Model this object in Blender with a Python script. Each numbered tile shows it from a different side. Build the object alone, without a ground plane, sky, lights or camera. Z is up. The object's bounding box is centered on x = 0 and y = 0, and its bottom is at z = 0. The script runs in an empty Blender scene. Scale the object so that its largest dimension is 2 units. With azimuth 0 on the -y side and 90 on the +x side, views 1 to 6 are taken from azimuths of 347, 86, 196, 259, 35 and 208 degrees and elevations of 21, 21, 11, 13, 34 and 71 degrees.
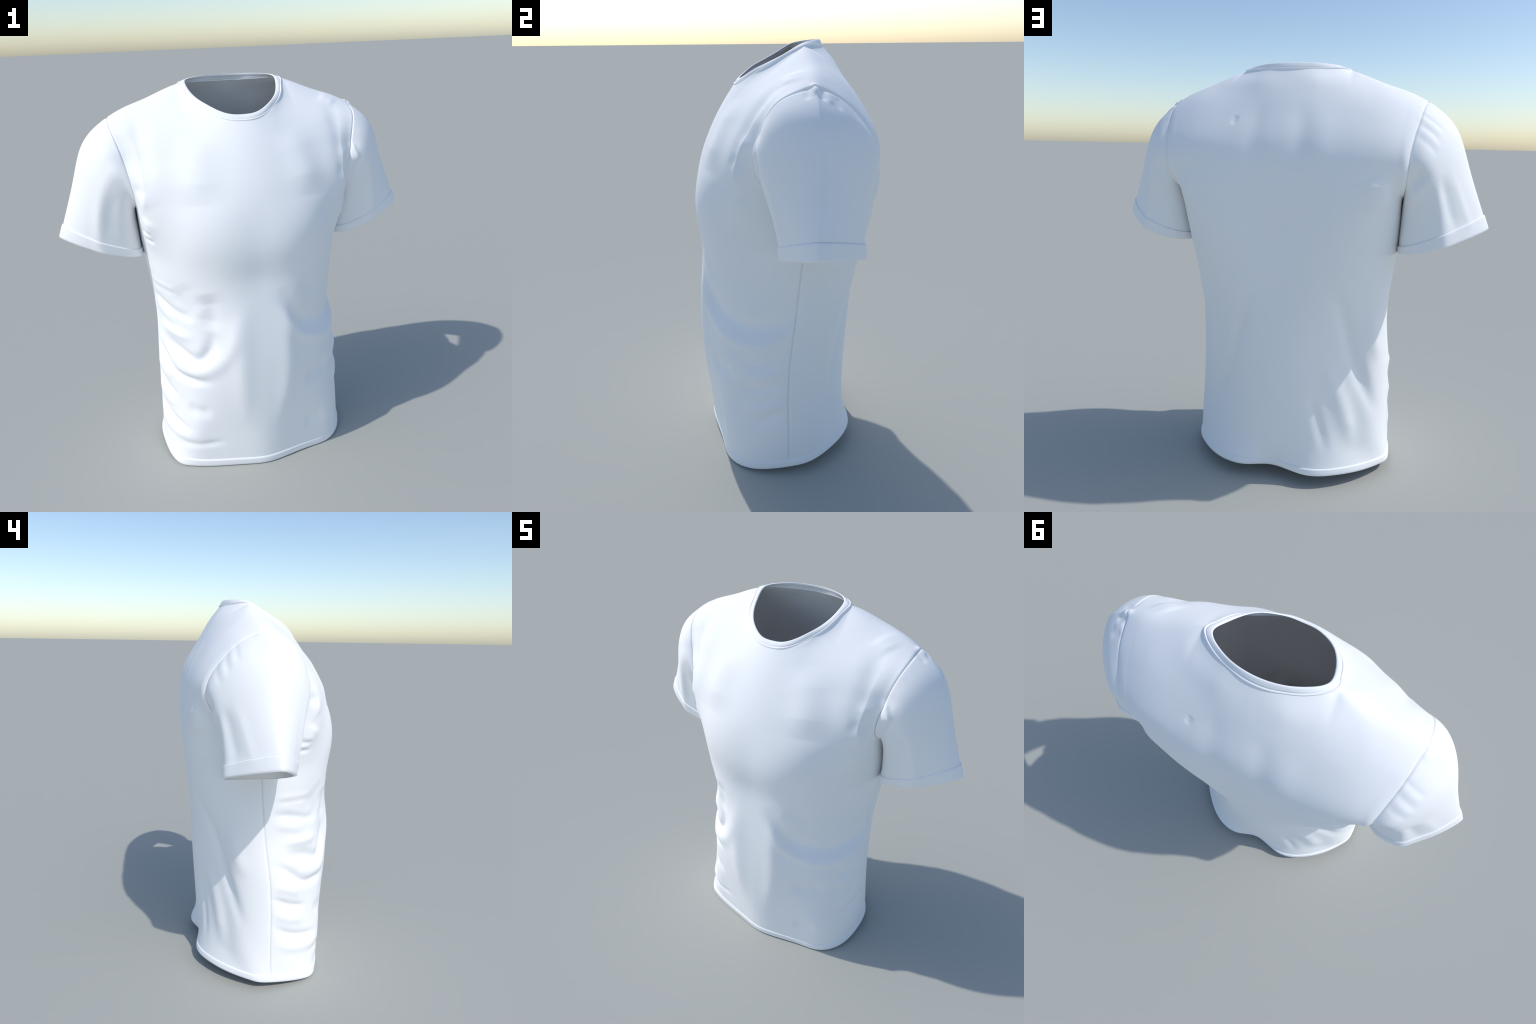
# White short-sleeved crew-neck T-shirt, worn shape without a wearer.
# Torso = lofted cross-sections up to the armpits, then a Coons patch per panel
# between armholes, shoulders and neckline; sleeves = lofted rings; folds are
# displaced along the surface normal.
import bpy, math
import numpy as np

# ------------------------------------------------------------------ splines
def spline_eval(t, P, tq):
    """Natural cubic spline through P (n,...) at knots t, evaluated at tq."""
    t = np.asarray(t, float); P = np.asarray(P, float); tq = np.asarray(tq, float)
    n = len(t); h = np.diff(t); shp = P.shape[1:]
    Y = P.reshape(n, -1)
    A = np.zeros((n, n)); B = np.zeros_like(Y)
    A[0, 0] = A[-1, -1] = 1
    for i in range(1, n - 1):
        A[i, i - 1] = h[i - 1]; A[i, i] = 2 * (h[i - 1] + h[i]); A[i, i + 1] = h[i]
        B[i] = 6 * ((Y[i + 1] - Y[i]) / h[i] - (Y[i] - Y[i - 1]) / h[i - 1])
    M = np.linalg.solve(A, B)
    k = np.clip(np.searchsorted(t, tq, side='right') - 1, 0, n - 2)
    a = (t[k + 1] - tq)[:, None]; b = (tq - t[k])[:, None]; hk = h[k][:, None]
    out = (M[k] * a**3 + M[k + 1] * b**3) / (6 * hk) + (Y[k] / hk - M[k] * hk / 6) * a + (Y[k + 1] / hk - M[k + 1] * hk / 6) * b
    return out.reshape((len(tq),) + shp)

def periodic_eval(t, P, period, tq):
    """Periodic cubic spline by wrapping three periods."""
    t = np.asarray(t, float); P = np.asarray(P, float)
    T = np.concatenate([t - period, t, t + period]); Q = np.concatenate([P, P, P])
    tq = (np.asarray(tq, float) - t[0]) % period + t[0]
    return spline_eval(T, Q, tq)

def chord(P):
    d = np.r_[0, np.cumsum(np.linalg.norm(np.diff(np.asarray(P, float), axis=0), axis=1))]
    return d / d[-1]

def edge_dense(n, near=(0.0035, 0.009, 0.017)):
    """-1..1 parameter with extra samples hugging both ends (for seam grooves)."""
    m = np.linspace(-1 + 0.028, 1 - 0.028, n)
    return np.r_[-1, [-1 + e for e in near], m, [1 - e for e in reversed(near)], 1]

# ------------------------------------------------------------------ torso below the armpits
ZA = 1.40                                   # armpit level
# cross-sections, wearer's left half (+x): front centre ... side seam ... back centre
KN = np.array([0.0, 0.28, 0.53, 0.72, 0.88, 1.0, 1.14, 1.30, 1.52, 1.76, 2.0])
SECT = {
    0.20: [(0, -.385), (.14, -.362), (.29, -.325), (.405, -.267), (.494, -.115), (.510, -.002), (.472, .125), (.385, .205), (.28, .288), (.14, .330), (0, .332)],
    0.40: [(0, -.400), (.14, -.382), (.28, -.335), (.385, -.262), (.478, -.12), (.502, -.004), (.455, .130), (.370, .205), (.27, .268), (.14, .328), (0, .345)],
    0.62: [(0, -.408), (.14, -.395), (.275, -.335), (.37, -.262), (.465, -.12), (.492, .006), (.450, .140), (.370, .210), (.265, .275), (.14, .336), (0, .357)],
    0.80: [(0, -.405), (.14, -.390), (.265, -.322), (.35, -.255), (.440, -.12), (.480, .027), (.450, .155), (.375, .228), (.27, .297), (.14, .350), (0, .363)],
    1.00: [(0, -.391), (.14, -.383), (.275, -.332), (.365, -.250), (.453, -.112), (.494, .044), (.470, .175), (.400, .265), (.285, .338), (.15, .370), (0, .370)],
    1.10: [(0, -.389), (.145, -.384), (.285, -.334), (.38, -.252), (.465, -.112), (.506, .052), (.486, .188), (.418, .285), (.298, .358), (.155, .381), (0, .378)],
    1.20: [(0, -.404), (.15, -.398), (.295, -.343), (.395, -.255), (.478, -.112), (.519, .060), (.502, .200), (.435, .303), (.31, .378), (.16, .392), (0, .387)],
    1.31: [(0, -.410), (.15, -.407), (.302, -.355), (.412, -.264), (.502, -.130), (.525, .075), (.514, .218), (.45, .325), (.33, .394), (.165, .402), (0, .396)],
    1.40: [(0, -.397), (.15, -.394), (.300, -.350), (.42, -.272), (.512, -.142), (.528, .090), (.522, .235), (.462, .345), (.34, .406), (.17, .408), (0, .402)],
}
def mirror_ring(half, z):
    h = [(x, y, z) for x, y in half]
    return h + [(-x, y, zz) for x, y, zz in reversed(h[1:-1])]
def full_knots():
    return np.r_[KN, 4 - KN[1:-1][::-1]]
# the hem ring is not symmetric: raised and waved at the back
HEM_R = [(0, -.366, 0), (.13, -.345, 0), (.28, -.312, 0), (.405, -.273, .002), (.492, -.148, .016), (.508, -.002, .034),
         (.487, .115, .045), (.41, .225, .055), (.29, .325, .062), (.15, .352, .062), (.015, .314, .062)]
HEM_L = [(-.13, -.345, 0), (-.28, -.314, 0), (-.40, -.278, .002), (-.49, -.185, .014), (-.522, -.004, .034),
         (-.503, .095, .045), (-.43, .198, .055), (-.30, .306, .062), (-.15, .350, .062)]
rings = [np.array(HEM_R + HEM_L[::-1])]
# the flare just above the hem
h0 = rings[0].copy(); r20 = np.array(mirror_ring(SECT[.20], .20))
for z in sorted(SECT):
    rings.append(np.array(mirror_ring(SECT[z], z)))
mid = 0.5 * rings[0] + 0.5 * rings[1]
mid[:, 2] = rings[0][:, 2] * .55 + .2 * .45
rings.insert(1, mid)
RZ = [0.0, 0.09] + sorted(SECT)

S_COL = edge_dense(151)                     # -1 .. 1 across a panel
Z_ROW = np.r_[0.0, .006, .014, np.linspace(.024, .044, 4), .049, .053, .058, np.linspace(.065, ZA, 190)]
def section_grid(s_values):
    kn = full_knots()
    ctl = np.array([periodic_eval(kn, r, 4.0, s_values) for r in rings])
    return spline_eval(RZ, ctl, Z_ROW)
front_low = section_grid(S_COL)                     # s: -1 = right side (-x) ... +1 = left side (+x)
back_low = section_grid(2.0 - S_COL)                # same order of x

# ------------------------------------------------------------------ armholes, neckline, shoulders
# one armhole, +x side: top -> front -> armpit -> back
ARM_FRONT = [(.610, .075, 1.835), (.606, .005, 1.817), (.599, -.045, 1.795), (.588, -.080, 1.765), (.577, -.103, 1.730),
             (.566, -.121, 1.690), (.557, -.132, 1.645), (.549, -.146, 1.600), (.541, -.154, 1.555), (.533, -.146, 1.505),
             (.528, -.115, 1.455), (.527, -.050, 1.415), (.528, .020, 1.402), (.528, .090, 1.400)]
ARM_BACK = [(.610, .075, 1.835), (.602, .140, 1.811), (.596, .188, 1.783), (.588, .232, 1.742), (.578, .272, 1.696),
            (.570, .303, 1.650), (.563, .324, 1.604), (.560, .331, 1.560), (.557, .323, 1.515), (.552, .296, 1.470),
            (.544, .245, 1.432), (.534, .170, 1.407), (.528, .090, 1.400)]
NR = 110
R_ROW = np.r_[np.linspace(0, 1 - 0.012, NR), 1 - .006, 1.0]
def arm_edge(pts):
    p = np.array(pts[::-1]); return spline_eval(chord(p), p, R_ROW)
armF = arm_edge(ARM_FRONT); armB = arm_edge(ARM_BACK)
flip = np.array([-1, 1, 1.0])

NECK_FRONT = [(0, -.206, 1.812), (.055, -.200, 1.816), (.105, -.176, 1.829), (.157, -.131, 1.856), (.199, -.086, 1.886),
              (.231, -.022, 1.925), (.247, .035, 1.955), (.254, .078, 1.973)]
NECK_BACK = [(0, .192, 1.972), (.05, .188, 1.972), (.10, .175, 1.973), (.15, .158, 1.974), (.20, .132, 1.976), (.235, .105, 1.977), (.254, .078, 1.973)]
SHOULDER = [(.254, .078, 1.973), (.33, .078, 1.945), (.427, .078, 1.907), (.53, .078, 1.873), (.610, .075, 1.835)]
S_NECK = 0.44                               # share of a half panel's top edge taken by the neckline
def top_edge(neck):
    a = np.abs(S_COL); out = np.zeros((len(a), 3))
    nk = np.array(neck); sh = np.array(SHOULDER)
    m = a <= S_NECK
    # even spread for the neck part, even spread for the shoulder part
    out[m] = spline_eval(chord(nk), nk, a[m] / S_NECK)
    out[~m] = spline_eval(chord(sh), sh, (a[~m] - S_NECK) / (1 - S_NECK))
    out[:, 0] *= np.where(S_COL < 0, -1, 1)
    return out
topF = top_edge(NECK_FRONT); topB = top_edge(NECK_BACK)

def round_corner(edge):
    """Top edge with the neck-shoulder corner softened (used away from the edge itself)."""
    e = edge.copy()
    for _ in range(420):
        l = e.copy(); l[1:-1] = (e[2:] + e[:-2]) / 2
        e = l
    wt = np.clip((1 - np.abs(S_COL)) / .12, 0, 1)[:, None]
    return edge * (1 - wt) + e * wt

def coons(bottom, top, edge, power):
    """Patch between the armpit section (bottom), shoulder + neck (top) and both armholes.
    What the armholes add fades quickly towards the middle of the panel."""
    r = R_ROW[:, None, None]; s = S_COL[None, :, None]
    soft = round_corner(top)
    rl = (1 - r) * bottom[None] + r * soft[None] + r ** 7 * (top - soft)[None]
    def dev(e, b0, t0):
        return e - ((1 - R_ROW[:, None]) * b0 + R_ROW[:, None] * t0)
    dR = dev(edge, bottom[-1], top[-1])[:, None]; dL = dev(edge * flip, bottom[0], top[0])[:, None]
    wR = np.clip(s, 0, 1) ** power; wL = np.clip(-s, 0, 1) ** power
    return rl + dR * wR + dL * wL
def round_shoulder(grid, toward, n, amount):
    """Bend every column so that it crosses the shoulder seam nearly level (Hermite end tangent)."""
    a = np.abs(S_COL)
    T = (grid[-1] - grid[-12]) / (R_ROW[-1] - R_ROW[-12])
    L = np.linalg.norm(T, axis=1)[:, None]
    tilt = np.interp(a, [.40, .60, .85, 1], [.42, .30, .20, .20])
    want = np.stack([0 * a, toward * np.cos(tilt), np.sin(tilt)], 1) * L
    m = np.clip((a - .38) / .22, 0, 1); m = amount * m * m * (3 - 2 * m) * (1 - a ** 6)
    h = R_ROW ** (n + 1) - R_ROW ** n
    dT = (want - T) * m[:, None]; dT[:, 0] = 0
    return grid + h[:, None, None] * dT[None]
front_up = round_shoulder(coons(front_low[-1], topF, armF, 3.4), 1.0, 4, .6)
back_up = round_shoulder(coons(back_low[-1], topB, armB, 2.7), -1.0, 4, 1.0)

def guide(grid, pts, falloff):
    """Pull the centre line of a panel to a (y, z) profile; the pull fades towards the armholes."""
    p = np.array(pts); c = grid.shape[1] // 2
    tgt = spline_eval(chord(p), p, R_ROW)
    d = tgt - grid[:, c, 1:]
    w = (1 - np.abs(S_COL) ** 2) ** falloff
    grid[:, :, 1:] += d[:, None, :] * w[None, :, None]
CHEST_LINE = [(-.397, 1.40), (-.380, 1.47), (-.341, 1.577), (-.270, 1.715), (-.206, 1.812)]
guide(front_up, CHEST_LINE, 1.2)
SPINE_LINE = [(.402, 1.40), (.405, 1.47), (.400, 1.57), (.372, 1.67), (.322, 1.77), (.262, 1.875), (.192, 1.972)]
guide(back_up, SPINE_LINE, 1.0)

def even_out(grid, it):
    """Relax the rows sideways so that the neck-shoulder corner leaves no groove below it."""
    a = np.abs(S_COL); wc = np.clip((.85 - a) / .25, 0, 1)
    wr = np.clip((1 - R_ROW) / .10, 0, 1) * np.clip(R_ROW / .25, 0, 1)
    wt = (wr[:, None] * wc[None])[:, :, None]
    for _ in range(it):
        l = grid.copy(); l[:, 1:-1] = (grid[:, 2:] + grid[:, :-2]) / 2
        grid = grid + (l - grid) * wt
    return grid
front_up = even_out(front_up, 160); back_up = even_out(back_up, 160)
guide(front_up, CHEST_LINE, 2.0); guide(back_up, SPINE_LINE, 2.0)
def calm_corner(grid, it):
    """Two-way relaxation of the cloth right below the neck-shoulder corner."""
    a = np.abs(S_COL); wc = np.clip((a - .22) / .10, 0, 1) * np.clip((.72 - a) / .14, 0, 1)
    wr = np.clip((R_ROW - .70) / .12, 0, 1); wr[-1] = 0
    wt = (wr[:, None] * wc[None])[1:-1, 1:-1, None]
    for _ in range(it):
        l = (grid[2:, 1:-1] + grid[:-2, 1:-1] + grid[1:-1, 2:] + grid[1:-1, :-2]) / 4
        grid = grid.copy(); grid[1:-1, 1:-1] += (l - grid[1:-1, 1:-1]) * wt
    return grid
front_up = calm_corner(front_up, 60); back_up = calm_corner(back_up, 60)
front = np.concatenate([front_low, front_up[1:]]); back = np.concatenate([back_low, back_up[1:]])
NLOW = len(Z_ROW)

# ------------------------------------------------------------------ sleeves
# stations from armhole to hem: outer, front, under and back points of each ring (+x side)
STATIONS = [
    (.22, (.700, .077, 1.768), (.600, -.143, 1.578), (.527, .090, 1.368), (.606, .322, 1.555)),
    (.40, (.757, .075, 1.688), (.645, -.124, 1.510), (.525, .090, 1.330), (.645, .300, 1.490)),
    (.62, (.810, .070, 1.540), (.672, -.097, 1.413), (.523, .090, 1.275), (.672, .278, 1.405)),
    (.82, (.866, .062, 1.388), (.690, -.074, 1.296), (.520, .090, 1.208), (.692, .268, 1.298)),
    (1.0, (.910, .055, 1.272), (.690, -.058, 1.193), (.518, .090, 1.145), (.710, .268, 1.200)),
]
armhole = np.concatenate([armF[::-1], armB[1:-1]])          # top -> front -> armpit -> back (closed)
def phase(points, front_ref):
    """Angle of each armhole sample: 0 top, pi/2 front-most, pi armpit, 3pi/2 back-most."""
    n = len(armF); out = np.zeros(len(points))
    def part(e, ref):
        d = np.linalg.norm(e - np.array(ref), axis=1); k = int(np.argmin(d)); c = np.r_[0, np.cumsum(np.linalg.norm(np.diff(e, axis=0), axis=1))]
        return np.interp(c, [0, c[k], c[-1]], [0, math.pi / 2, math.pi])
    f = part(armF[::-1], ARM_FRONT[8]); b = part(armB[::-1], ARM_BACK[7])
    out[:n] = f; out[n:] = (2 * math.pi - b[::-1])[1:-1]
    return out
PHI = phase(armhole, None)
def ring4(top, fr, und, bk, phi, pinch=0.92):
    top, fr, und, bk = map(np.array, (top, fr, und, bk)); C = (top + und) / 2
    B = (fr + bk) / 2
    c, s = np.cos(phi)[:, None], np.sin(phi)[:, None]
    # slightly squarer than an ellipse
    k = np.clip((c + .35) / .9, 0, 1); k = k * k * (3 - 2 * k)
    sq = k * pinch + (1 - k) * np.where(s > 0, .70, .80)
    cc = np.sign(c) * np.abs(c) ** sq; sn = np.sign(s) * np.abs(s) ** sq
    mid = C + (B - C) * np.abs(s) ** 2
    return mid + np.where(c > 0, cc * (top - C), -cc * (und - C)) + np.where(s > 0, sn * (fr - B), -sn * (bk - B))
ell0 = ring4(armhole[0], ARM_FRONT[8], ARM_FRONT[-1], ARM_BACK[7], PHI)
resid = armhole - ell0
qs = [0.0]; sl_ctl = [armhole]
for q, a, b, c, d in STATIONS:
    fade = max(0.0, 1 - q / .62) ** 1.5
    qs.append(q); sl_ctl.append(ring4(a, b, c, d, PHI, .98 + .60 * q) + resid * fade)
Q_ROW = np.r_[0, .008, .018, .03, np.linspace(.045, .868, 80), .876, .882, .888, .893, .898, .905, np.linspace(.915, .985, 6), .993, 1.0]
sleeve_L = spline_eval(qs, np.array(sl_ctl), Q_ROW)         # rows from armhole to hem, columns around (closed)

# ------------------------------------------------------------------ surface tools
def grid_normals(G, closed):
    def diff(A, ax, per):
        if per: return np.roll(A, -1, ax) - np.roll(A, 1, ax)
        return np.gradient(A, axis=ax)
    n = np.cross(diff(G, 1, closed), diff(G, 0, False))
    return n / np.maximum(np.linalg.norm(n, axis=2, keepdims=True), 1e-9)

def smooth_rows(G, weight, it, closed=False):
    """Laplacian relaxation of a grid, weight per row/column, borders kept."""
    for _ in range(it):
        A = G.copy()
        if closed:
            A = (np.roll(G, 1, 1) + np.roll(G, -1, 1)) / 2
            B = G.copy(); B[1:-1] = (G[2:] + G[:-2]) / 2
            L = (A + B) / 2; L[0] = G[0]; L[-1] = G[-1]
        else:
            L = G.copy(); L[1:-1, 1:-1] = (G[2:, 1:-1] + G[:-2, 1:-1]) / 2
        G = G + (L - G) * weight
    return G
rows = np.arange(front.shape[0])
w = np.exp(-((rows - NLOW) / 20.0) ** 2)[:, None, None] * (1 - np.abs(S_COL) ** 8)[None, :, None]
front = smooth_rows(front, w, 110); back = smooth_rows(back, w, 110)

# round the shoulder over the seam: relax columns that run front -> back
def relax_shoulder(front, back):
    k = 26
    F = front[-k:]; B = back[-k:][::-1]
    J = np.concatenate([F, B[1:]])
    a = np.abs(S_COL); m = np.clip((a - S_NECK) / .30, 0, 1) * np.clip((1 - a) / .03, 0, 1); m = m * m * (3 - 2 * m)
    ridge = J[k - 1].copy(); i = np.arange(len(J))
    near = np.exp(-((i - (k - 1)) / 9.0) ** 4)
    for _ in range(24):
        L = J.copy(); L[1:-1] = (J[2:] + J[:-2]) / 2
        J = J + (L - J) * (0.8 * near[:, None] * m[None])[:, :, None]
    J = J + np.exp(-((i - (k - 1)) / 11.0) ** 2)[:, None, None] * (ridge - J[k - 1])[None]
    c = m > 0
    front[-k:, c] = J[:k, c]; back[-k:, c] = J[k - 1:, c][::-1]
    return front, back
front, back = relax_shoulder(front, back)

# ------------------------------------------------------------------ folds (added along the normal)
def seg_dist(P, path):
    """Distance of points to a polyline and position 0..1 along it."""
    path = np.array(path, float); best = np.full(len(P), 9e9); pos = np.zeros(len(P))
    cl = np.r_[0, np.cumsum(np.linalg.norm(np.diff(path, axis=0), axis=1))]
    for i in range(len(path) - 1):
        a, b = path[i], path[i + 1]; d = b - a; L2 = d @ d
        t = np.clip(((P - a) @ d) / L2, 0, 1); q = a + t[:, None] * d
        e = np.linalg.norm(P - q, axis=1); m = e < best
        best[m] = e[m]; pos[m] = ((cl[i] + t * math.sqrt(L2)) / cl[-1])[m]
    return best, pos
def shifted(path, dz): return [(x, y, z + dz) for x, y, z in path]
def mirrored(path): return [(-x, y, z) for x, y, z in path]
SWAG = [(.09, -.395, 1.00), (.149, -.384, .865), (.244, -.339, .758), (.37, -.247, .706), (.438, -.151, .706), (.468, -.055, .74), (.482, .025, .82), (.488, .05, .92)]
FOLDS = [       # (path, half width, height)
    # belly: two soft vertical crests
    ([(-.088, -.393, 1.02), (-.109, -.40, .777), (-.112, -.398, .535), (-.095, -.38, .24)], .05, .008),
    ([(.115, -.39, 1.02), (.133, -.395, .73), (.12, -.394, .485), (.063, -.382, .20)], .05, .009),
    ([(-.26, -.335, 1.04), (-.24, -.345, .93), (-.25, -.335, .82)], .055, -.014),
    ([(-.42, -.20, 1.02), (-.36, -.26, .93), (-.33, -.28, .85)], .045, -.009),
    ([(.22, -.36, .98), (.29, -.32, .88), (.37, -.25, .83), (.43, -.16, .83)], .06, -.007),
    ([(.22, -.36, .50), (.32, -.31, .50), (.39, -.25, .51)], .045, -.017),
    ([(.22, -.35, .19), (.30, -.32, .19), (.36, -.29, .20)], .045, -.013),
    ([(-.40, -.26, .37), (-.34, -.30, .36), (-.26, -.335, .36)], .035, -.009),
    ([(.20, -.37, 1.06), (.27, -.34, 1.0), (.33, -.30, .93)], .050, -.008),
    ([(-.36, -.26, 1.08), (-.33, -.295, 1.0), (-.28, -.33, .93)], .050, -.006),
    # right flank (-x): drag folds sweeping from the side seam to the front
    ([(-.470, -.06, .715), (-.385, -.235, .680), (-.31, -.305, .655), (-.255, -.333, .73), (-.24, -.343, .85)], .032, -.020),
    ([(-.47, -.06, .79), (-.39, -.225, .775), (-.32, -.285, .77)], .026, .012),
    ([(-.457, -.12, .640), (-.328, -.295, .590), (-.189, -.374, .685), (-.136, -.39, .831), (-.106, -.392, .95)], .040, .010),
    ([(-.488, 0, .685), (-.47, -.10, .630), (-.437, -.20, .555), (-.37, -.27, .540), (-.24, -.355, .550)], .024, -.018),
    ([(-.49, -.01, .57), (-.475, -.10, .535), (-.44, -.18, .49)], .026, .009),
    ([(-.500, -.003, .505), (-.486, -.093, .455), (-.425, -.221, .410)], .019, -.014),
    ([(-.505, -.01, .43), (-.49, -.10, .375), (-.43, -.21, .34)], .026, .008),
    ([(-.505, -.012, .350), (-.492, -.092, .295), (-.44, -.20, .255), (-.358, -.292, .24)], .019, -.014),
    ([(-.508, -.012, .27), (-.495, -.10, .215), (-.42, -.25, .19), (-.33, -.31, .20)], .026, .008),
    ([(-.45, -.20, .14), (-.403, -.262, .145), (-.299, -.32, .155), (-.20, -.345, .17)], .020, -.007),
    ([(-.486, .009, .945), (-.457, -.103, .925), (-.399, -.21, .895), (-.31, -.29, .873)], .022, -.010),
    ([(-.484, -.02, .89), (-.46, -.11, .865), (-.40, -.20, .835)], .026, .009),
    ([(-.492, -.02, 1.005), (-.468, -.119, 1.000), (-.385, -.245, 1.000)], .014, -.008),
    ([(-.492, -.02, 1.035), (-.468, -.119, 1.030), (-.40, -.235, 1.03)], .014, .005),
    ([(-.480, -.08, .975), (-.438, -.175, .957), (-.394, -.222, .916)], .012, -.005),
    ([(-.508, -.09, 1.315), (-.463, -.213, 1.318)], .010, -.006),
    ([(-.505, -.09, 1.268), (-.460, -.205, 1.268)], .010, -.006),
    ([(-.508, -.09, 1.292), (-.465, -.205, 1.294)], .010, .004),
    # left flank (+x): one sagging swag with a hollow above it
    (shifted(SWAG, .055), .042, -.021),
    (shifted(SWAG, -.028), .030, .014),
    ([(.40, -.22, .58), (.455, -.14, .585), (.482, -.012, .66)], .022, -.009),
    ([(.405, -.24, .44), (.471, -.134, .462), (.497, -.028, .50)], .022, -.010),
    ([(.40, -.24, .51), (.465, -.13, .525), (.494, -.013, .565)], .022, .009),
    ([(.43, -.21, .24), (.47, -.13, .285), (.502, -.021, .366)], .022, -.010),
    ([(.42, -.22, .33), (.48, -.12, .36), (.50, -.02, .42)], .022, .009),
    # long diagonal folds of the back
    ([(.12, .355, 1.00), (.19, .335, .77), (.265, .285, .56), (.35, .225, .37), (.43, .16, .20)], .036, -.019),
    ([(.45, .14, .90), (.435, .15, .68), (.465, .10, .45)], .040, -.012),
    ([(.31, .275, .88), (.36, .225, .68), (.41, .17, .48)], .050, .009),
    ([(-.21, .34, 1.08), (-.30, .285, .88), (-.345, .24, .68), (-.40, .19, .50), (-.47, .115, .30)], .036, -.017),
    ([(-.42, .18, .90), (-.43, .165, .74), (-.46, .12, .60)], .040, .008),
    ([(-.21, .32, .66), (-.29, .27, .47), (-.34, .24, .30), (-.37, .215, .15)], .045, .014),
    ([(-.16, .33, .50), (-.21, .31, .32), (-.25, .30, .15)], .025, -.006),
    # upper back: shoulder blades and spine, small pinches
    ([(.11, .28, 1.85), (.115, .37, 1.68), (.12, .40, 1.48)], .050, -.004),
    ([(-.09, .28, 1.83), (-.095, .37, 1.68), (-.10, .40, 1.50)], .045, -.004),
    ([(-.18, .30, 1.82), (-.19, .37, 1.66), (-.20, .40, 1.48)], .055, .003),
    ([(.02, .25, 1.92), (.16, .215, 1.92), (.34, .13, 1.925)], .065, .006),
    (mirrored([(.02, .25, 1.92), (.16, .215, 1.92), (.34, .13, 1.925)]), .065, .006),
    ([(.42, .375, 1.52), (.44, .355, 1.43), (.45, .335, 1.34)], .055, .014),
    (mirrored([(.42, .375, 1.52), (.44, .355, 1.43), (.45, .335, 1.34)]), .055, .014),
    ([(.210, .322, 1.760), (.226, .340, 1.714)], .011, -.004),
    ([(.316, .398, 1.612), (.292, .400, 1.566)], .011, -.004),
    ([(-.458, .365, 1.490), (-.470, .355, 1.410)], .018, .005),
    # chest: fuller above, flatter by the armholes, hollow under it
    ([(.22, -.25, 1.80), (.26, -.32, 1.64), (.27, -.36, 1.46)], .085, .017),
    (mirrored([(.22, -.25, 1.80), (.26, -.32, 1.64), (.27, -.36, 1.46)]), .085, .017),
    ([(.46, .0, 1.84), (.49, -.13, 1.70), (.48, -.215, 1.55), (.47, -.24, 1.46)], .055, -.019),
    (mirrored([(.46, .0, 1.84), (.49, -.13, 1.70), (.48, -.215, 1.55), (.47, -.24, 1.46)]), .055, -.019),
    ([(.47, -.21, 1.40), (.49, -.17, 1.30)], .040, .007),
    (mirrored([(.47, -.21, 1.40), (.49, -.17, 1.30)]), .040, .010),
    # front of the armholes: drape running into the armpit
    ([(.552, -.140, 1.600), (.51, -.195, 1.620), (.47, -.235, 1.65)], .030, .004),
    ([(.545, -.160, 1.545), (.50, -.215, 1.540), (.44, -.260, 1.56)], .034, -.006),
    (mirrored([(.540, -.160, 1.535), (.50, -.210, 1.525), (.47, -.245, 1.53)]), .026, -.006),
    ([(.556, -.132, 1.67), (.580, -.140, 1.60), (.600, -.142, 1.55)], .013, .009),
    ([(.612, -.132, 1.60), (.585, -.138, 1.52), (.560, -.120, 1.44)], .012, -.008),
    # sleeve backs: pocket and pinch at the armpit
    (mirrored([(.560, .31, 1.455), (.600, .325, 1.500), (.635, .322, 1.535)]), .026, -.020),
    (mirrored([(.545, .26, 1.380), (.600, .315, 1.440), (.665, .310, 1.510)]), .022, .010),
    ([(.560, .31, 1.455), (.600, .325, 1.500), (.635, .322, 1.535)], .022, -.012),
    ([(.545, .26, 1.380), (.600, .315, 1.440), (.665, .310, 1.510)], .022, .008),
    (mirrored([(.69, .27, 1.53), (.74, .255, 1.40), (.79, .225, 1.26)]), .030, -.008),
    (mirrored([(.75, .23, 1.53), (.80, .20, 1.40), (.85, .165, 1.27)]), .025, .006),
    (mirrored([(.70, -.11, 1.50), (.72, -.09, 1.35), (.74, -.07, 1.22)]), .030, .003),
    (mirrored([(.62, -.13, 1.52), (.65, -.11, 1.38), (.66, -.09, 1.25)]), .032, -.005),
    # shoulder tips: puckers where the sleeve is set in
    ([(.585, .070, 1.847), (.650, .080, 1.812)], .012, .009),
    ([(.605, .098, 1.832), (.665, .105, 1.790)], .010, -.007),
    ([(.605, .125, 1.820), (.665, .130, 1.778)], .011, .004),
    ([(.605, .155, 1.804), (.67, .165, 1.758)], .012, -.004),
    ([(.600, .045, 1.828), (.66, .042, 1.79)], .013, -.004),
    ([(.44, .02, 1.885), (.52, -.02, 1.84)], .050, .006),
    (mirrored([(.575, .20, 1.785), (.64, .205, 1.745), (.70, .20, 1.70)]), .013, -.0025),
    (mirrored([(.575, .245, 1.745), (.63, .25, 1.705), (.69, .24, 1.65)]), .014, -.0025),
    (mirrored([(.57, .285, 1.69), (.62, .288, 1.65), (.68, .275, 1.60)]), .015, -.002),
    (mirrored([(.57, .225, 1.77), (.64, .228, 1.725), (.70, .22, 1.68)]), .013, .0015),
    (mirrored([(.57, .268, 1.72), (.63, .27, 1.68), (.69, .26, 1.62)]), .014, .0015),
    (mirrored([(.585, .10, 1.835), (.65, .10, 1.80)]), .014, .0025),
    (mirrored([(.585, .055, 1.835), (.65, .055, 1.80)]), .014, -.002),
]
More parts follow.
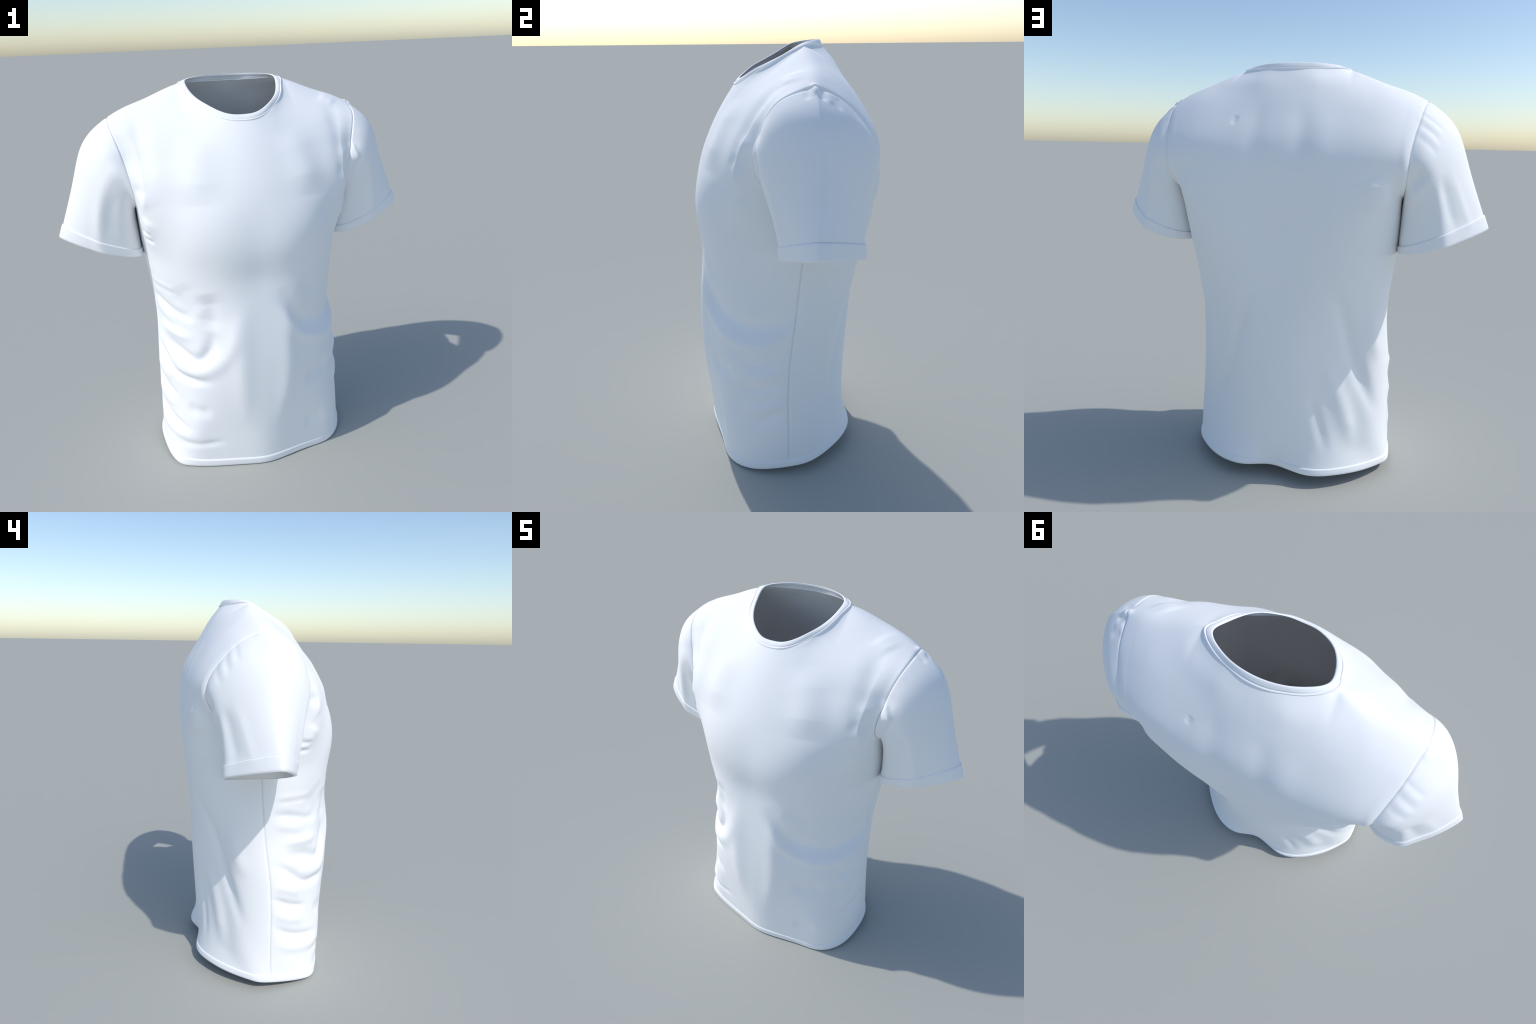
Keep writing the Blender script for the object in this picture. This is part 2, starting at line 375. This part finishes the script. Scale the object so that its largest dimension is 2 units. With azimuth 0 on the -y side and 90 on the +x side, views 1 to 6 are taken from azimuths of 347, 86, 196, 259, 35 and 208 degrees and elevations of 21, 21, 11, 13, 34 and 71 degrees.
def apply_folds(G, N, folds):
    P = G.reshape(-1, 3); D = np.zeros(len(P))
    for path, wd, h in folds:
        p = np.array(path, float)
        if len(p) > 2: p = spline_eval(chord(p), p, np.linspace(0, 1, 14))
        lo, hi = p.min(0) - 3 * wd, p.max(0) + 3 * wd
        m = np.all((P > lo) & (P < hi), axis=1)
        if not m.any(): continue
        d, t = seg_dist(P[m], p)
        D[m] += h * np.exp(-(d / wd) ** 2) * np.clip(np.sin(np.pi * np.clip(t, .02, .98)) * 1.25, 0, 1) ** 1.3
    return G + N * D.reshape(G.shape[:2])[:, :, None]

# ------------------------------------------------------------------ assemble normals (welded over the shoulder)
sleeve_R = (sleeve_L * flip)[:, ::-1]
sleeve_R = np.roll(sleeve_R, 1, axis=1)          # column 0 is again the top
def outward(G, closed, centre):
    N = grid_normals(G, closed)
    s = np.sign(((G - centre) * N).sum(2).mean())
    return N * s
cT = np.array([0, .02, 1.0])
def normals_all():
    nf = outward(front, False, cT); nb = outward(back, False, cT)
    k = np.abs(S_COL) >= S_NECK
    m = nf[-1, k] + nb[-1, k]; m /= np.linalg.norm(m, axis=1, keepdims=True)
    nf[-1, k] = m; nb[-1, k] = m
    # side seams share a normal too
    for c in (0, -1):
        m = nf[:NLOW, c] + nb[:NLOW, c]; m /= np.linalg.norm(m, axis=1, keepdims=True); nf[:NLOW, c] = m; nb[:NLOW, c] = m
    return nf, nb
nf, nb = normals_all()
nl = outward(sleeve_L, True, np.array([.72, .09, 1.4])); nr = outward(sleeve_R, True, np.array([-.72, .09, 1.4]))
front = apply_folds(front, nf, FOLDS); back = apply_folds(back, nb, FOLDS)
sleeve_L = apply_folds(sleeve_L, nl, FOLDS); sleeve_R = apply_folds(sleeve_R, nr, FOLDS)
nf, nb = normals_all()
nl = outward(sleeve_L, True, np.array([.72, .09, 1.4])); nr = outward(sleeve_R, True, np.array([-.72, .09, 1.4]))

# seam grooves: the stitched edge of every panel dips in
def sink(G, N, rc, depth):
    return G - N * (rc * depth)[:, :, None]
def edge_profile():
    d = np.zeros(len(S_COL))
    for i, v in ((0, 1.0), (1, .28), (2, .04), (-1, 1.0), (-2, .28), (-3, .04)): d[i] = v
    return d
side = np.tile(edge_profile()[None], (len(front), 1))
side[:8] *= 0                                    # the hem runs over the side seam
front = sink(front, nf, side, .008); back = sink(back, nb, side, .008)
top = np.zeros(sleeve_L.shape[:2]); top[0] = 1; top[1] = .45; top[2] = .1
# armhole edges of panels and sleeves meet on the same sunk line
def weld_armholes():
    n = len(armF)
    for S, Ns, col in ((sleeve_L, nl, -1), (sleeve_R, nr, 0)):
        base = front[NLOW - 1:, col], back[NLOW - 1:, col]
        e = np.concatenate([base[0][::-1], base[1][1:-1]])
        if col == 0: e = np.roll(e[::-1], 1, axis=0)
        shift = e - S[0]
        S[0] += shift; S[1] += shift * .3; S[2] += shift * .06
weld_armholes()

sf, sb = normals_all()
sl_, sr_ = outward(sleeve_L, True, np.array([.72, .09, 1.4])), outward(sleeve_R, True, np.array([-.72, .09, 1.4]))

# ------------------------------------------------------------------ mesh building
def shell(name, G, N, thick, closed, material, shade=None):
    """Solid cloth piece from an outer grid: outer face, inner face and rims."""
    R, C = G.shape[:2]
    inner = G - N * (thick if np.isscalar(thick) else thick[:, :, None])
    V = np.concatenate([G.reshape(-1, 3), inner.reshape(-1, 3)])
    idx = np.arange(R * C).reshape(R, C); off = R * C
    cc = np.r_[np.arange(C), 0] if closed else np.arange(C)
    a = idx[:-1][:, cc[:-1]].ravel(); b = idx[:-1][:, cc[1:]].ravel(); c = idx[1:][:, cc[1:]].ravel(); d = idx[1:][:, cc[:-1]].ravel()
    quads = np.stack([a, b, c, d], 1)
    fn = np.cross(V[b] - V[a], V[d] - V[a]); nn = N.reshape(-1, 3)
    if (fn * nn[a]).sum() < 0: quads = quads[:, ::-1]
    inq = quads[:, ::-1] + off
    rims = []
    def strip(line, rev):
        l = np.asarray(line); q = np.stack([l[:-1], l[1:], l[1:] + off, l[:-1] + off], 1)
        rims.append(q[:, ::-1] if rev else q)
    flipq = (fn * nn[a]).sum() < 0
    strip(idx[0][cc], not flipq); strip(idx[-1][cc], flipq)
    if not closed:
        strip(idx[:, 0], flipq); strip(idx[:, -1], not flipq)
    Q = np.concatenate([quads, inq] + rims)
    me = bpy.data.meshes.new(name)
    me.vertices.add(len(V)); me.vertices.foreach_set("co", V.ravel())
    me.loops.add(Q.size); me.loops.foreach_set("vertex_index", Q.ravel().astype(np.int32))
    me.polygons.add(len(Q)); me.polygons.foreach_set("loop_start", np.arange(0, Q.size, 4, dtype=np.int32))
    me.polygons.foreach_set("use_smooth", np.ones(len(Q), bool))
    me.update(); me.validate()
    NS = N if shade is None else shade
    if True:
        LN = np.concatenate([NS.reshape(-1, 3), -N.reshape(-1, 3)])[Q.ravel()]
        nq = len(quads) * 2
        fr = Q[nq:]; fnr = np.cross(V[fr[:, 1]] - V[fr[:, 0]], V[fr[:, 3]] - V[fr[:, 0]])
        fnr /= np.maximum(np.linalg.norm(fnr, axis=1, keepdims=True), 1e-9)
        LN[nq * 4:] = np.repeat(fnr, 4, axis=0)
        me.normals_split_custom_set(LN.tolist())
    me.materials.append(material)
    ob = bpy.data.objects.new(name, me); bpy.context.scene.collection.objects.link(ob)
    return ob

# ------------------------------------------------------------------ material
def cloth(name, col, rough=.75):
    m = bpy.data.materials.new(name); m.use_nodes = True
    nt = m.node_tree; bs = nt.nodes["Principled BSDF"]
    tc = nt.nodes.new("ShaderNodeTexCoord"); no = nt.nodes.new("ShaderNodeTexNoise")
    no.inputs["Scale"].default_value = 3.0; no.inputs["Detail"].default_value = 3
    nt.links.new(tc.outputs["Object"], no.inputs["Vector"])
    rp = nt.nodes.new("ShaderNodeValToRGB")
    rp.color_ramp.elements[0].position = .3; rp.color_ramp.elements[1].position = .7
    rp.color_ramp.elements[0].color = (*[c * .985 for c in col], 1); rp.color_ramp.elements[1].color = (*col, 1)
    nt.links.new(no.outputs["Fac"], rp.inputs["Fac"]); nt.links.new(rp.outputs["Color"], bs.inputs["Base Color"])
    bs.inputs["Roughness"].default_value = rough
    return m
WHITE = cloth("white_cotton", (.94, .94, .94))

# ------------------------------------------------------------------ pieces
root = bpy.data.objects.new("t_shirt", None); bpy.context.scene.collection.objects.link(root)
root["label"] = "plain white short-sleeved crew-neck cotton t-shirt, hollow"; root["category"] = "t-shirt"
def child(ob, parent):
    ob.parent = parent; return ob
HR = 7                                           # hem rows on the torso grid
TH = .006
front_panel = child(shell("front_panel", front[HR:], nf[HR:], TH, False, WHITE, sf[HR:]), root)
back_panel = child(shell("back_panel", back[HR:], nb[HR:], TH, False, WHITE, sb[HR:]), root)
# bottom hem: closed ring from the lowest rows of both panels, standing slightly proud
hem = np.concatenate([front[:HR + 1], back[:HR + 1, ::-1][:, 1:-1]], axis=1)
hn = np.concatenate([nf[:HR + 1], nb[:HR + 1, ::-1][:, 1:-1]], axis=1)
def hem_lift(rows, seam_at_end, h=.0055):
    x = np.linspace(0, 1, rows); l = h * np.ones(rows)
    e = [-.003, .0015] if seam_at_end else []
    if seam_at_end: l[-1], l[-2] = -.002, h * .85; l[0] = h * .2; l[1] = h * .8
    else: l[0], l[1] = -.002, h * .85; l[-1] = h * .2; l[-2] = h * .8
    return l
hem = hem + hn * hem_lift(HR + 1, True)[:, None, None]
bottom_hem = child(shell("bottom_hem", hem, hn, TH * 1.6, True, WHITE, outward(hem, True, np.array([0, 0, .03]))), root)

HS = int(np.argmin(np.abs(Q_ROW - .893)))
for S, N, SN, cx in ((sleeve_L, nl, sl_, .72), (sleeve_R, nr, sr_, -.72)):
    sl = child(shell("sleeve", S[:HS + 1], N[:HS + 1], TH, True, WHITE, SN[:HS + 1]), root)
    hb = S[HS:] + N[HS:] * hem_lift(len(S) - HS, False)[:, None, None]
    child(shell("sleeve_hem", hb, N[HS:], TH * 1.6, True, WHITE, outward(hb, True, np.array([cx, .09, 1.22]))), sl)

# collar: ribbed band swept round the neckline
NECK_IN_F = [(0, -.184, 1.836), (.05, -.181, 1.839), (.10, -.160, 1.854), (.155, -.116, 1.884), (.195, -.050, 1.915), (.215, .010, 1.945), (.2235, .055, 1.972)]
NECK_IN_B = [(.2235, .055, 1.972), (.221, .080, 1.984), (.205, .105, 1.991), (.165, .135, 1.996), (.11, .161, 1.999), (.055, .174, 2.0), (0, .178, 2.0)]
def loop(front_half, back_half, n):
    h = np.array(list(front_half) + list(back_half)[1:])
    full = np.concatenate([h, (h[1:-1] * flip)[::-1]])
    c = np.r_[0, np.cumsum(np.linalg.norm(np.diff(np.concatenate([full, full[:1]]), axis=0), axis=1))]
    return periodic_eval(c[:-1] / c[-1], full, 1.0, np.linspace(0, 1, n, endpoint=False))
NN = 220
outer = loop(NECK_FRONT, NECK_BACK[::-1], NN); inn = loop(NECK_IN_F, NECK_IN_B, NN)
# (position outer edge -> neck edge, lift off the surface)
PROF = [(-.25, -.006), (-.16, .0005), (-.06, .0022), (.04, .0018), (.10, -.001), (.15, -.0015), (.21, .001), (.4, .0025), (.65, .0025), (.86, .0018), (.96, .0002), (1.0, -.003)]
t = np.array([p[0] for p in PROF]); lift = np.array([p[1] for p in PROF])
CG = outer[None] * (1 - t[:, None, None]) + inn[None] * t[:, None, None]
CN = outward(CG, True, np.array([0, 0, 1.6]))
stand = np.clip((outer[:, 1] - .05) / .08, 0, 1)[None, :, None] * np.where(t < .12, 1.0, np.where(t < .3, .5, .1))[:, None, None]
CG2 = CG + CN * (lift[:, None, None] + .004 * stand * (t > -.2)[:, None, None])
CN2 = outward(CG2, True, np.array([0, 0, 1.6]))
collar = child(shell("collar", CG2, CN2, .007, True, WHITE), root)
